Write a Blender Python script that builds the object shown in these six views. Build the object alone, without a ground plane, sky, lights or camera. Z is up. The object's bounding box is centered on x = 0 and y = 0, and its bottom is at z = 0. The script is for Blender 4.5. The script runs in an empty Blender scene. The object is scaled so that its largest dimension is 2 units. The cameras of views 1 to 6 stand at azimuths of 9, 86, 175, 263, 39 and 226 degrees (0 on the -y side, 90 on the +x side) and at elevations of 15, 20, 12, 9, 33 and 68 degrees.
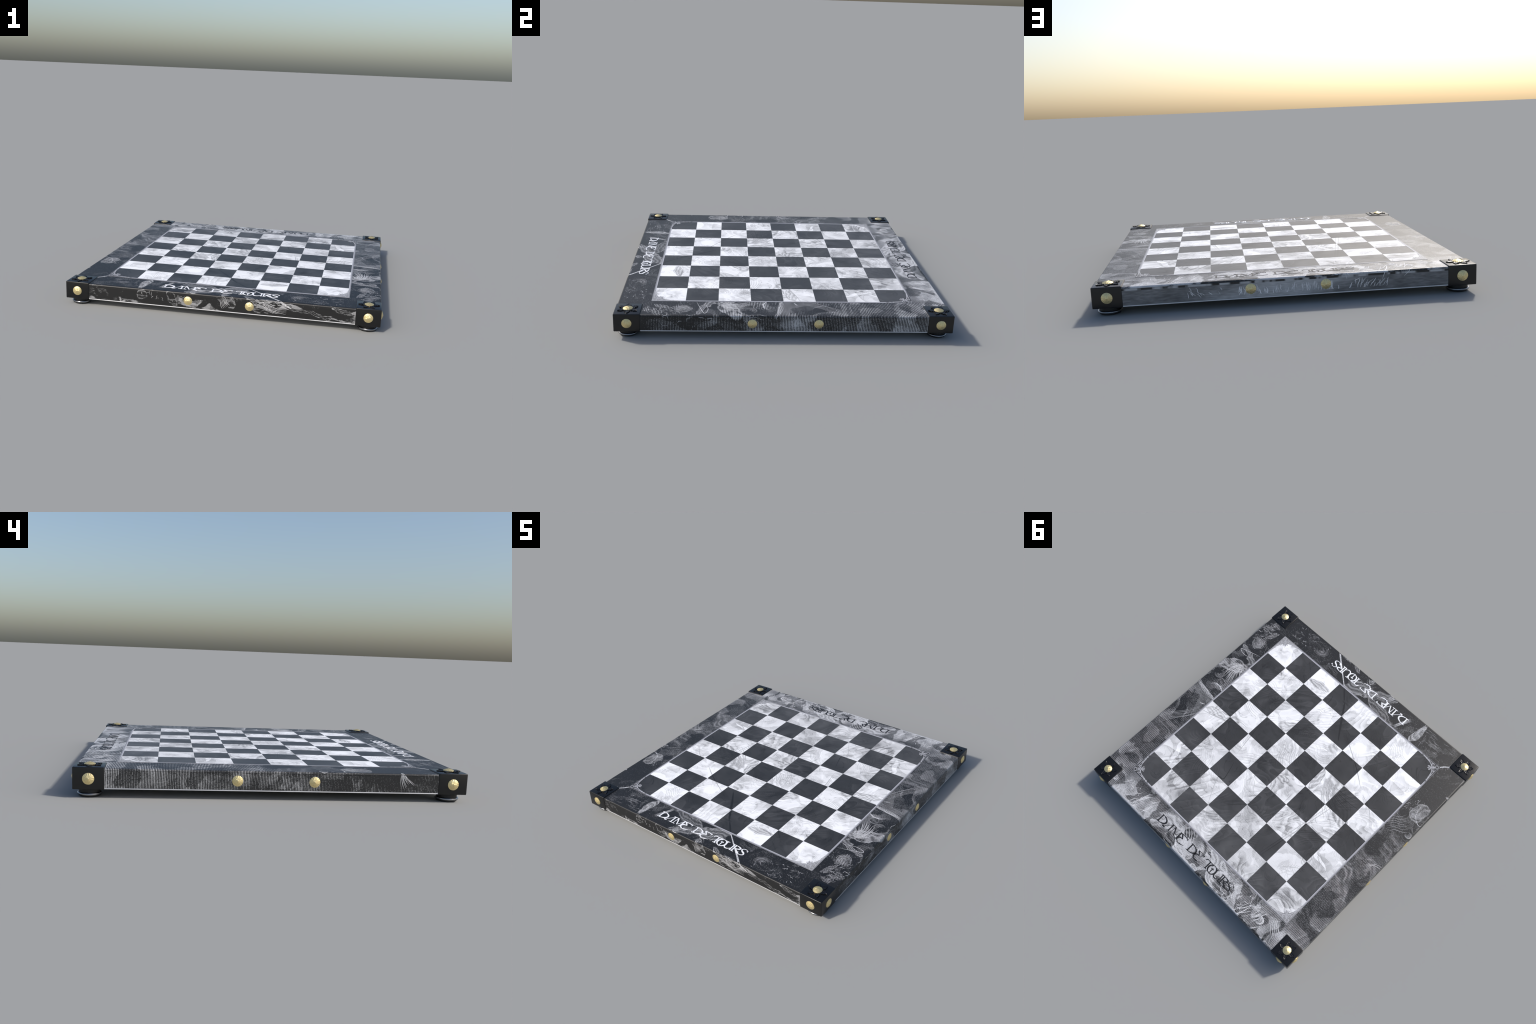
import bpy, bmesh, math, random
from mathutils import Vector, Matrix

# ------------------------------------------------------------------ sizes (m)
BOARD_HALF = 0.985          # half side of the slab
BOARD_TOP = 0.1450
BOARD_BOTTOM = 0.0490
EDGE_RADIUS = 0.010
TRIM_BOTTOM = 0.0428
PITCH = 0.1958              # one chess square
FIELD_HALF = 4 * PITCH
BLOCK_CENTRE = 0.912
BLOCK_HALF = 0.0757
BLOCK_BOTTOM, BLOCK_TOP = 0.0408, 0.1503
STUD_RADIUS, STUD_HEIGHT = 0.0283, 0.0125
STUD_HEIGHT_ON_SIDE = 0.094

rng = random.Random(11)

# ------------------------------------------------------------------ node maths
class Tree:
    """Small expression builder: python arithmetic becomes Math nodes."""
    def __init__(self, owner):
        self.nt = getattr(owner, 'node_tree', None) or owner

    def node(self, kind):
        return self.nt.nodes.new(kind)

    def put(self, socket, value):
        if isinstance(value, Ex):
            self.nt.links.new(value.s, socket)
        else:
            socket.default_value = value

    def math(self, op, a, b=None, c=None, clamp=False):
        n = self.node('ShaderNodeMath')
        n.operation = op
        n.use_clamp = clamp
        self.put(n.inputs[0], a)
        if b is not None:
            self.put(n.inputs[1], b)
        if c is not None:
            self.put(n.inputs[2], c)
        return Ex(self, n.outputs[0])

    def step(self, lo, hi, x):
        n = self.node('ShaderNodeMapRange')
        n.interpolation_type = 'SMOOTHSTEP'
        self.put(n.inputs['Value'], x)
        self.put(n.inputs['From Min'], lo)
        self.put(n.inputs['From Max'], hi)
        return Ex(self, n.outputs['Result'])

    def mix(self, a, b, f):
        n = self.node('ShaderNodeMix')
        n.data_type = 'FLOAT'
        self.put(n.inputs[0], f)
        self.put(n.inputs[2], a)
        self.put(n.inputs[3], b)
        return Ex(self, n.outputs[0])

    def vec(self, x, y, z=0.0):
        n = self.node('ShaderNodeCombineXYZ')
        for i, v in enumerate((x, y, z)):
            self.put(n.inputs[i], v)
        return n.outputs[0]

    def noise(self, x, y, scale, detail=2.0, rough=0.5, distortion=0.0):
        n = self.node('ShaderNodeTexNoise')
        n.noise_dimensions = '2D'
        self.nt.links.new(self.vec(x, y), n.inputs['Vector'])
        n.inputs['Scale'].default_value = scale
        n.inputs['Detail'].default_value = detail
        n.inputs['Roughness'].default_value = rough
        n.inputs['Distortion'].default_value = distortion
        return Ex(self, n.outputs['Fac'])

    def position(self):
        g = self.node('ShaderNodeNewGeometry')
        s = self.node('ShaderNodeSeparateXYZ')
        self.nt.links.new(g.outputs['Position'], s.inputs[0])
        return [Ex(self, s.outputs[i]) for i in range(3)]

    def grey(self, v, tint=(1.0, 1.0, 1.015)):
        n = self.node('ShaderNodeCombineColor')
        for i, t in enumerate(tint):
            self.put(n.inputs[i], v * t)
        return n.outputs[0]


class Ex:
    def __init__(self, t, s):
        self.t, self.s = t, s
    def __add__(self, o): return self.t.math('ADD', self, o)
    __radd__ = __add__
    def __mul__(self, o): return self.t.math('MULTIPLY', self, o)
    __rmul__ = __mul__
    def __sub__(self, o): return self.t.math('SUBTRACT', self, o)
    def __rsub__(self, o): return self.t.math('SUBTRACT', o, self)
    def __truediv__(self, o): return self.t.math('DIVIDE', self, o)
    def abs(self): return self.t.math('ABSOLUTE', self)
    def sin(self): return self.t.math('SINE', self)
    def floor(self): return self.t.math('FLOOR', self)
    def clamp(self): return self.t.math('ADD', self, 0.0, clamp=True)
    def gt(self, o): return self.t.math('GREATER_THAN', self, o)
    def max(self, o): return self.t.math('MAXIMUM', self, o)
    def min(self, o): return self.t.math('MINIMUM', self, o)


def new_material(name, roughness=0.45, metallic=0.0, specular=0.5, colour=(0.5, 0.5, 0.5)):
    m = bpy.data.materials.new(name)
    m.use_nodes = True
    b = m.node_tree.nodes['Principled BSDF']
    b.inputs['Roughness'].default_value = roughness
    b.inputs['Metallic'].default_value = metallic
    b.inputs['Specular IOR Level'].default_value = specular
    b.inputs['Base Color'].default_value = (*colour, 1)
    return m, b


# --------------------------------------------------- the printed engraving (tone)
# soft patches of light and dark of the print: cx, cy, rx, ry, degrees, tone, hardness
PATCHES = [
    # front edge
    (-0.505, -0.880, 0.026, 0.085, -6, 0.62, 0.20),
    (-0.180, -0.820, 0.135, 0.035, -10, 0.40, 0.25),
    (0.060, -0.850, 0.120, 0.055, 20, 0.48, 0.25),
    (-0.110, -0.930, 0.120, 0.028, 22, 0.46, 0.2),
    (0.215, -0.850, 0.060, 0.060, 0, 0.03, 0.3),
    (-0.330, -0.860, 0.070, 0.060, 0, 0.04, 0.3),
    (0.060, -1.000, 0.030, 0.060, 25, 0.45, 0.2),
    (0.310, -1.030, 0.100, 0.030, 15, 0.36, 0.3),
    (-0.770, -1.020, 0.070, 0.050, 0, 0.33, 0.6),
    (-0.490, -1.020, 0.030, 0.030, 10, 0.40, 0.3),
    (-0.300, -1.030, 0.022, 0.050, 25, 0.40, 0.3),
    (-0.080, -1.040, 0.070, 0.020, 30, 0.26, 0.3),
    (0.560, -1.045, 0.150, 0.012, -8, 0.40, 0.3),
    (0.760, -1.010, 0.060, 0.018, -15, 0.42, 0.3),
    (0.230, -1.000, 0.080, 0.016, -35, 0.42, 0.3),
    (0.480, -0.880, 0.085, 0.075, 0, 0.13, 0.5),
    # right edge
    (0.910, -0.790, 0.030, 0.035, 20, 0.36, 0.2),
    (0.950, -0.740, 0.030, 0.030, 40, 0.36, 0.2),
    (0.860, -0.715, 0.055, 0.018, 60, 0.42, 0.2),
    (0.890, -0.596, 0.045, 0.045, 0, 0.36, 0.15),
    (0.890, -0.490, 0.085, 0.020, -18, 0.50, 0.15),
    (0.825, -0.440, 0.035, 0.040, 0, 0.50, 0.15),
    (0.870, -0.405, 0.050, 0.025, 20, 0.02, 0.25),
    (0.890, -0.325, 0.110, 0.052, 22, 0.56, 0.25),
    (0.910, -0.200, 0.070, 0.055, 0, 0.05, 0.3),
    (0.850, -0.150, 0.030, 0.038, 0, 0.32, 0.2),
    (0.885, -0.030, 0.115, 0.016, -10, 0.56, 0.2),
    (0.885, 0.240, 0.165, 0.042, 120, 0.10, 0.25),
    (0.860, 0.360, 0.080, 0.060, 0, 0.36, 0.8),
    # left edge
    (-0.930, -0.600, 0.150, 0.140, 0, 0.06, 0.5),
    (-0.910, -0.420, 0.075, 0.052, 70, 0.46, 0.3),
    (-0.830, -0.350, 0.035, 0.040, 0, 0.04, 0.2),
    (-0.840, -0.265, 0.050, 0.060, 0, 0.24, 0.4),
    (-0.955, -0.240, 0.030, 0.045, 0, 0.06, 0.2),
    (-0.850, -0.030, 0.060, 0.085, 20, 0.08, 0.4),
    (-0.920, -0.090, 0.050, 0.090, 0, 0.36, 0.5),
    (-0.820, 0.265, 0.060, 0.080, 0, 0.48, 0.7),
    (-0.840, 0.636, 0.040, 0.060, 0, 0.22, 0.6),
    # back edge
    (0.285, 0.860, 0.085, 0.060, 20, 0.92, 0.5),
    (0.195, 0.950, 0.055, 0.035, -20, 0.40, 0.2),
    (0.135, 0.815, 0.050, 0.035, 20, 0.38, 0.2),
    (0.095, 0.965, 0.045, 0.022, 0, 0.95, 0.3),
    (-0.108, 0.826, 0.050, 0.018, 15, 0.40, 0.2),
    (-0.165, 0.820, 0.085, 0.035, -12, 0.92, 0.3),
    (-0.210, 0.940, 0.060, 0.030, -20, 0.92, 0.3),
    (-0.060, 0.968, 0.030, 0.025, 0, 0.85, 0.3),
    (-0.320, 0.930, 0.080, 0.050, 0, 0.50, 0.4),
    # playing field
    (-0.440, -0.080, 0.190, 0.060, 145, 0.62, 0.2),
    (-0.218, -0.100, 0.085, 0.030, 95, 0.62, 0.25),
    (-0.040, 0.076, 0.042, 0.026, 10, 0.66, 0.2),
    (0.080, 0.690, 0.085, 0.060, 20, 0.30, 0.3),
    (0.660, 0.470, 0.110, 0.020, 108, 0.02, 0.25),
    (0.130, 0.290, 0.085, 0.024, 125, 0.18, 0.2),
    (0.170, -0.280, 0.130, 0.040, 30, 0.55, 0.3),
    (0.640, 0.030, 0.140, 0.030, 20, 0.52, 0.3),
    (0.300, -0.660, 0.085, 0.028, 8, 0.58, 0.25),
    (-0.640, 0.320, 0.090, 0.010, 165, 0.02, 0.3),
    (-0.140, -0.350, 0.045, 0.035, 0, 0.55, 0.35),
    (0.680, -0.660, 0.050, 0.060, 20, 0.34, 0.6),
    (0.400, -0.390, 0.060, 0.050, 0, 0.42, 0.6),
    (-0.560, -0.560, 0.080, 0.040, 40, 0.30, 0.6),
]


def engraving(t):
    """tone, hatched ink, figure shading, drapery bands and folded print coordinates"""
    n = t.node('ShaderNodeGroup')
    n.node_tree = ENGRAVING
    return [Ex(t, o) for o in n.outputs]


def build_engraving():
    group = bpy.data.node_groups.new('engraving', 'ShaderNodeTree')
    t = Tree(group)
    x, y, z = t.position()
    drop = (BOARD_TOP - z).max(0.0)
    ax, ay = x.abs(), y.abs()
    on_x = t.step(0.966, 0.974, ax)
    on_y = t.step(0.966, 0.974, ay)
    sx = t.math('SIGN', x)
    sy = t.math('SIGN', y)
    u = x + sx * drop * on_x
    v = y + sy * drop * on_y
    # organic wobble of every outline
    wu = t.noise(u, v, 9.0, 3.0) - 0.5
    wv = t.noise(u + 7.3, v - 3.1, 9.0, 3.0) - 0.5
    pu = u + wu * 0.055
    pv = v + wv * 0.055
    # overall: dark to the front, grey to the back, the right-hand sky in between
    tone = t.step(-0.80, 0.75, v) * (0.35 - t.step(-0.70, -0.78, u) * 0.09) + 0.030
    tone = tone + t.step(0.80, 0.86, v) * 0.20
    cloud = t.noise(u, v * 1.3, 5.0, 4.0, 0.55)
    tone = tone * (0.25 + 1.5 * cloud)
    bend = t.noise(u, v, 7.0, 2.0)
    # broad flowing drapery, continuous over the whole board
    sweep = t.noise((u + v) * 0.42 + 20.0, (u - v) * 1.05, 2.0, 2.0, 0.45, 1.3)
    saw = t.math('FRACT', sweep * 11.0)
    bands = saw * saw * t.step(1.0, 0.96, saw) * t.step(0.45, 0.53, t.noise(u - 8.0, v + 4.0, 3.2, 1.0))
    hair = ((u * 0.8 - v * 0.6) * (2 * math.pi / 0.0085) + sweep * 90.0).sin() * 0.5 + 0.5
    bands = bands * (0.6 + 0.4 * hair)
    tone = tone + bands * (0.10 + tone * 0.25)
    # clumps of foliage, rock and cloud, each cut out crisply
    clump = t.step(0.50, 0.525, t.noise(pu + 31.0, pv - 6.0, 8.0, 3.0, 0.55, 1.0))
    tone = tone + clump * cloud * (0.30 - t.step(-0.2, 0.7, v) * 0.22)
    # streaks running slantwise down the front wall
    streak = t.step(0.52, 0.60, t.noise(u * 0.55 + v * 0.8, v * 1.6, 5.5, 2.0, 0.5, 0.8))
    tone = tone + t.step(0.52, 0.56, t.noise(u * 1.7, v * 0.6 + ax * 0.9, 6.0, 2.0, 0.5, 0.8)) * on_x * 0.08
    tone = tone + streak * on_y * t.step(-0.9, -0.96, v) * 0.34
    # crisp cut-out silhouettes of the picture
    shape = t.step(0.47, 0.50, t.noise(pu, pv, 6.5, 1.0, 0.4, 0.6))
    tone = tone * t.mix(0.62, 1.18, shape)
    for cx, cy, rx, ry, deg, value, soft in PATCHES:
        c, s = math.cos(math.radians(deg)), math.sin(math.radians(deg))
        dx, dy = pu - cx, pv - cy
        a = (dx * c + dy * s) / rx
        b = (dy * c - dx * s) / ry
        q = a * a + b * b
        m = t.step(1.0 + soft * 1.3, 1.0 - soft, q)
        fold_lines = (b * 8.0 + a * 2.0 + bend * 24.0).sin() * (0.34 if value < 0.8 else 0.14) + 0.86
        tone = t.mix(tone, fold_lines * value, m)
        if soft < 0.35:        # drawn outline
            tone = tone + m * (1.0 - m) * (1.1 if value > 0.3 else 0.25)
    tone = tone.clamp()
    # engraved lines: along x, or slanting inside some silhouettes
    pitch = t.mix(2 * math.pi / 0.0076, 2 * math.pi / 0.0090, t.step(0.70, 0.78, u))
    ph1 = v * pitch + bend * 9.0
    ph2 = (u * 0.62 + v * 0.78) * (2 * math.pi / 0.0074) + bend * 26.0
    pick = t.step(0.535, 0.545, t.noise(pu + 3.0, pv + 9.0, 5.0, 0.0))
    quiet = (1.0 - t.step(0.2, 0.3, v) * t.step(0.78, 0.80, ax)) * (1.0 - on_x) * (1.0 - on_y)
    line = t.mix(ph1.sin(), ph2.sin(), pick * quiet) * 0.5 + 0.5
    crumble = t.noise(u, v, 150.0, 1.0) - 0.5
    grain = t.noise(u * 0.16, v, 260.0, 2.0) * 1.0
    line = t.mix(line, grain, on_y)
    line = line + crumble * (1.0 - 0.6 * on_y)
    ink = t.step(1.06 - tone * 1.65, 1.36 - tone * 1.28, line)
    # faint figure shading that shows on the playing field
    fig = t.step(0.52, 0.55, t.noise(pu + 11.0, pv + 2.0, 5.5, 2.0, 0.5, 0.9))
    lines = ((u * 0.5 + v * 0.9) * (2 * math.pi / 0.0105) + bend * 60.0).sin() * 0.5 + 0.5
    fig = fig * (0.45 + lines * 0.55)
    out = group.nodes.new('NodeGroupOutput')
    for name, e in (('tone', tone), ('ink', ink), ('figure', fig), ('bands', bands), ('u', u), ('v', v), ('z', z), ('ax', ax), ('ay', ay)):
        group.interface.new_socket(name, in_out='OUTPUT', socket_type='NodeSocketFloat')
        group.links.new(e.s, out.inputs[name])
    return group


ENGRAVING = build_engraving()


def wire_colour(t, bsdf, value, tint=(1.0, 1.0, 1.015)):
    t.nt.links.new(t.grey(value, tint), bsdf.inputs['Base Color'])


# border of the board and its sides
mat_print, b = new_material('engraved_print', roughness=0.46)
t = Tree(mat_print)
tone, ink, fig, bands, u, v, z, ax, ay = engraving(t)
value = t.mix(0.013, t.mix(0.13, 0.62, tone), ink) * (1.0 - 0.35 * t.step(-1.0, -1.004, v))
# the back wall is paler and smoother, brightest in its middle
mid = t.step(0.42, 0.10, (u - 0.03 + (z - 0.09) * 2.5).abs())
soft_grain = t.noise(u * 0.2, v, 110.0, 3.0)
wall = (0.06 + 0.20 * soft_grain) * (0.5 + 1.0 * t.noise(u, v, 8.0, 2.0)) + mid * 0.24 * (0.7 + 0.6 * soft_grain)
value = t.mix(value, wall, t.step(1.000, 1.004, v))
seam = t.step(0.0012, 0.0004, (z - 0.1343).abs())
value = value * (1.0 - seam * 0.65)
# band of smeared print just under the back edge
smear = t.step(0.1240, 0.1243, z) * t.step(0.1345, 0.1342, z) * t.step(0.90, 0.97, v)
value = t.mix(value, t.step(0.42, 0.58, t.noise(u, z * 0.1, 16.0, 2.0)) * 0.40 + 0.02, smear)
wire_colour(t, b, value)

# pale squares
mat_light, b = new_material('pale_square_print', roughness=0.46)
t = Tree(mat_light)
tone, ink, fig, bands, u, v, z, ax, ay = engraving(t)
flow = t.noise(u, v, 4.5, 2.0, 0.5, 1.3)
contour = ((flow * 15.0).sin()).abs()
contour = t.step(0.16, 0.03, contour) * t.step(0.46, 0.54, t.noise(u + 5.0, v, 6.0, 1.0))
value = 1.02 - tone * 0.56 - ink * (0.02 + tone * 0.22) - contour * 0.24 - fig * 0.17 - bands * 0.25 - t.step(0.1, 0.8, v) * 0.10
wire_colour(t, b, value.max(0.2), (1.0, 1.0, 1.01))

# dark squares
mat_dark, b = new_material('dark_square_print', roughness=0.46)
t = Tree(mat_dark)
tone, ink, fig, bands, u, v, z, ax, ay = engraving(t)
flow = t.noise(u, v, 4.5, 2.0, 0.5, 1.3)
contour = ((flow * 15.0).sin()).abs()
contour = t.step(0.16, 0.03, contour) * t.step(0.46, 0.54, t.noise(u + 5.0, v, 6.0, 1.0))
glow = t.step(-0.1, 0.9, v) * 0.034
value = 0.044 + glow - tone * 0.026 + ink * 0.004 - contour * 0.018 - fig * 0.010 + bands * 0.036
value = value * (0.55 + 0.9 * t.noise(u, v, 5.0, 3.0))
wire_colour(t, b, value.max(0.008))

# drawn strokes: pale on the border, grey on pale squares, near black on dark ones
mat_stroke, b = new_material('engraved_stroke_ink', roughness=0.46)
t = Tree(mat_stroke)
x, y, z = t.position()
parity = (x / PITCH + 16.0).floor() + (y / PITCH + 16.0).floor()
dark_here = 1.0 - t.math('MODULO', parity, 2.0)
inside = 1.0 - x.abs().max(y.abs()).gt(FIELD_HALF)
broken = t.noise(x, y, 120.0, 1.0)
on_border = 0.22 + 0.62 * broken + t.step(0.5, 0.9, y) * 0.15
value = t.mix(on_border, t.mix(0.34 + broken * 0.24, 0.014, dark_here), inside)
wire_colour(t, b, value)

mat_frame_a, _ = new_material('frame_line_pale', 0.46, colour=(0.47, 0.47, 0.50))
mat_frame_b, _ = new_material('frame_line_grey', 0.46, colour=(0.27, 0.27, 0.29))
mat_scroll, _ = new_material('scroll_pale', 0.46, colour=(0.46, 0.46, 0.48))
mat_scroll_ground, b = new_material('scroll_ground', 0.46)
t = Tree(mat_scroll_ground)
x, y, z = t.position()
pale_corner = (x * y * -1.0).gt(0.0)
wire_colour(t, b, t.mix(0.050, 0.27, pale_corner) * (0.8 + 0.4 * t.noise(x, y, 90.0)))
mat_white_text, _ = new_material('white_lettering', 0.46, colour=(0.93, 0.93, 0.95))
mat_black_text, _ = new_material('black_lettering', 0.46, colour=(0.012, 0.012, 0.013))

mat_block, b = new_material('black_lacquer', roughness=0.42, colour=(0.006, 0.006, 0.0065))
t = Tree(mat_block)
x, y, z = t.position()
n = t.noise(x + z, y + z, 60.0, 3.0)
wire_colour(t, b, 0.0025 + n * 0.003)
t.put(b.inputs['Roughness'], 0.27 + n * 0.08)

mat_petal, b = new_material('cast_black_iron', roughness=0.34, colour=(0.004, 0.004, 0.005))
mat_trim, b = new_material('white_base_trim', roughness=0.5, colour=(0.64, 0.64, 0.65))
mat_rubber, _ = new_material('black_rubber', roughness=0.55, colour=(0.005, 0.005, 0.005))
mat_chrome, _ = new_material('polished_steel', roughness=0.22, metallic=1.0, colour=(0.30, 0.31, 0.33))

mat_brass, b = new_material('hammered_brass', roughness=0.34, metallic=0.70, colour=(0.75, 0.62, 0.35))
t = Tree(mat_brass)
x, y, z = t.position()
tc = t.node('ShaderNodeTexCoord')
nz = t.node('ShaderNodeTexNoise')
nz.inputs['Scale'].default_value = 230.0
nz.inputs['Detail'].default_value = 2.0
t.nt.links.new(tc.outputs['Object'], nz.inputs['Vector'])
ramp = t.node('ShaderNodeValToRGB')
ramp.color_ramp.elements[0].color = (0.68, 0.54, 0.26, 1)
ramp.color_ramp.elements[0].position = 0.3
ramp.color_ramp.elements[1].color = (0.88, 0.74, 0.39, 1)
ramp.color_ramp.elements[1].position = 0.7
t.nt.links.new(nz.outputs['Fac'], ramp.inputs[0])
t.nt.links.new(ramp.outputs[0], b.inputs['Base Color'])
bump = t.node('ShaderNodeBump')
bump.inputs['Strength'].default_value = 0.25
bump.inputs['Distance'].default_value = 0.002
t.nt.links.new(nz.outputs['Fac'], bump.inputs['Height'])
t.nt.links.new(bump.outputs[0], b.inputs['Normal'])

# ------------------------------------------------------------------ scene tree
root = bpy.data.objects.new('chess_board', None)
root["label"] = "square chess board with engraved print, black corner blocks, brass studs"
root["category"] = "chess board"
bpy.context.scene.collection.objects.link(root)


def add(name, mesh, parent=root, loc=(0, 0, 0), matrix=None):
    o = bpy.data.objects.new(name, mesh)
    bpy.context.scene.collection.objects.link(o)
    o.parent = parent
    if matrix is not None:
        o.matrix_local = matrix
    else:
        o.location = loc
    return o


def mesh_from(name, verts, faces, mat, smooth=False):
    me = bpy.data.meshes.new(name)
    me.from_pydata([tuple(p) for p in verts], [], faces)
    me.materials.append(mat)
    me.update()
    if smooth:
        me.shade_smooth()
    return me


def smooth_by_angle(me, deg):
    me.shade_smooth()
    bm = bmesh.new()
    bm.from_mesh(me)
    for e in bm.edges:
        if len(e.link_faces) == 2 and e.calc_face_angle(0) > math.radians(deg):
            e.smooth = False
    bm.to_mesh(me)
    bm.free()


def box_mesh(name, hx, hy, z0, z1, mat, bevel=0.0, segments=3):
    bm = bmesh.new()
    bmesh.ops.create_cube(bm, size=1.0)
    for p in bm.verts:
        p.co = Vector((p.co.x * 2 * hx, p.co.y * 2 * hy, z0 + (p.co.z + 0.5) * (z1 - z0)))
    if bevel:
        bmesh.ops.bevel(bm, geom=list(bm.edges), offset=bevel, segments=segments, affect='EDGES', profile=0.5)
    me = bpy.data.meshes.new(name)
    bm.to_mesh(me)
    bm.free()
    me.materials.append(mat)
    smooth_by_angle(me, 40)
    return me


# ------------------------------------------------------------------ slab
def slab_mesh():
    """square slab whose upper rim is rounded, built as stacked square rings"""
    rings = [(BOARD_HALF - 0.002, BOARD_BOTTOM), (BOARD_HALF, BOARD_BOTTOM + 0.0005),
             (BOARD_HALF, 0.1343 - 0.0004), (BOARD_HALF - 0.0012, 0.1343), (BOARD_HALF, 0.1343 + 0.0004)]
    for i in range(7):
        a = math.radians(90 * i / 6)
        rings.append((BOARD_HALF - EDGE_RADIUS * (1 - math.cos(a)),
                      BOARD_TOP - EDGE_RADIUS * (1 - math.sin(a))))
    verts, faces = [], []
    for h, zz in rings:
        for sx, sy in ((1, 1), (-1, 1), (-1, -1), (1, -1)):
            verts.append((sx * h, sy * h, zz))
    for k in range(len(rings) - 1):
        for j in range(4):
            faces.append((k * 4 + j, k * 4 + (j + 1) % 4, (k + 1) * 4 + (j + 1) % 4, (k + 1) * 4 + j))
    top = (len(rings) - 1) * 4
    faces.append((top, top + 1, top + 2, top + 3))
    faces.append((3, 2, 1, 0))
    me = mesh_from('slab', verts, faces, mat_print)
    smooth_by_angle(me, 35)
    return me


slab = add('slab', slab_mesh())
add('base_trim', box_mesh('base_trim', BOARD_HALF - 0.0006, BOARD_HALF - 0.0006, TRIM_BOTTOM,
                          BOARD_BOTTOM - 0.0002, mat_trim, 0.0016, 2))

# ------------------------------------------------------------------ squares
SQUARE_TOP = BOARD_TOP + 0.0004
light_me = box_mesh('light_square', PITCH / 2, PITCH / 2, BOARD_TOP - 0.002, SQUARE_TOP, mat_light)
dark_me = box_mesh('dark_square', PITCH / 2, PITCH / 2, BOARD_TOP - 0.002, SQUARE_TOP, mat_dark)
for i in range(8):
    for j in range(8):
        dark = (i + j) % 2 == 0
        add('dark_square' if dark else 'light_square', dark_me if dark else light_me,
            slab, ((i - 3.5) * PITCH, (j - 3.5) * PITCH, 0))

# ------------------------------------------------------------------ ribbons
def fold(x, y, lift):
    """lay a point of the flat print onto the slab, bending it over the rounded rim"""
    flat = BOARD_HALF - EDGE_RADIUS
    def bend(d):
        s = abs(d) - flat
        arc = EDGE_RADIUS * math.pi / 2
        if s <= 0:
            return abs(d), 0.0, 0.0
        if s < arc:
            a = s / EDGE_RADIUS
            return flat + (EDGE_RADIUS + lift) * math.sin(a), (EDGE_RADIUS + lift) * (1 - math.cos(a)), 1
        return BOARD_HALF + lift, EDGE_RADIUS + lift + (s - arc), 1
    bx, dx, fx = bend(x)
    by, dy, fy = bend(y)
    zz = BOARD_TOP + lift - dx - dy
    return (math.copysign(bx, x), math.copysign(by, y), zz)


class Ribbons:
    """collects thin ink ribbons; each sits a hair higher than the one before"""
    def __init__(self, lift, step=1e-7):
        self.v, self.f, self.lift, self.step = [], [], lift, step

    def add(self, pts, widths, limit=0.075):
        n = len(pts)
        if n < 2:
            return
        if not hasattr(widths, '__len__'):
            widths = [widths] * n
        self.lift += self.step
        base = len(self.v)
        reach = BOARD_HALF + limit
        for k in range(n):
            a = pts[max(0, k - 1)]
            b_ = pts[min(n - 1, k + 1)]
            dx, dy = b_[0] - a[0], b_[1] - a[1]
            l = math.hypot(dx, dy) or 1e-9
            nx, ny = -dy / l, dx / l
            for s in (1, -1):
                px = max(-reach, min(reach, pts[k][0] + s * nx * widths[k] / 2))
                py = max(-reach, min(reach, pts[k][1] + s * ny * widths[k] / 2))
                self.v.append(fold(px, py, self.lift))
        for k in range(n - 1):
            i = base + 2 * k
            self.f.append((i, i + 1, i + 3, i + 2))

    def mesh(self, name, mat, thickness=0.0):
        verts, faces = list(self.v), list(self.f)
        me = mesh_from(name, verts, faces, mat)
        bm = bmesh.new()
        bm.from_mesh(me)
        bmesh.ops.recalc_face_normals(bm, faces=bm.faces)
        for f in bm.faces:            # every ribbon faces outward
            c = f.calc_center_median()
            out = Vector((0, 0, 1)) if c.z > BOARD_TOP - 0.004 else Vector((c.x if abs(c.x) > abs(c.y) else 0, c.y if abs(c.y) >= abs(c.x) else 0, 0))
            if f.normal.dot(out) < 0:
                f.normal_flip()
        bm.to_mesh(me)
        bm.free()
        return me


def spline(ctrl, n=24):
    """Catmull-Rom through control points"""
    p = [ctrl[0]] + list(ctrl) + [ctrl[-1]]
    out = []
    segs = len(ctrl) - 1
    per = max(2, n // segs)
    for s in range(segs):
        p0, p1, p2, p3 = p[s], p[s + 1], p[s + 2], p[s + 3]
        for k in range(per):
            t_ = k / per
            out.append(tuple(0.5 * (2 * p1[i] + (p2[i] - p0[i]) * t_ + (2 * p0[i] - 5 * p1[i] + 4 * p2[i] - p3[i]) * t_ ** 2
                                    + (3 * p1[i] - p0[i] - 3 * p2[i] + p3[i]) * t_ ** 3) for i in range(2)))
    out.append(tuple(ctrl[-1]))
    return out


def taper(n, w, tip=0.15, both=True):
    r = []
    for k in range(n):
        q = k / max(1, n - 1)
        s = math.sin(math.pi * q) if both else (1 - q)
        r.append(w * (tip + (1 - tip) * s))
    return r


ink = Ribbons(0.00048)


def stroke(ctrl, w, n=24, both=True, tip=0.15):
    pts = spline(ctrl, n) if len(ctrl) > 2 else [tuple(ctrl[0][i] + (ctrl[1][i] - ctrl[0][i]) * k / 14 for i in range(2)) for k in range(15)]
    ink.add(pts, taper(len(pts), w, tip, both))


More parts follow.
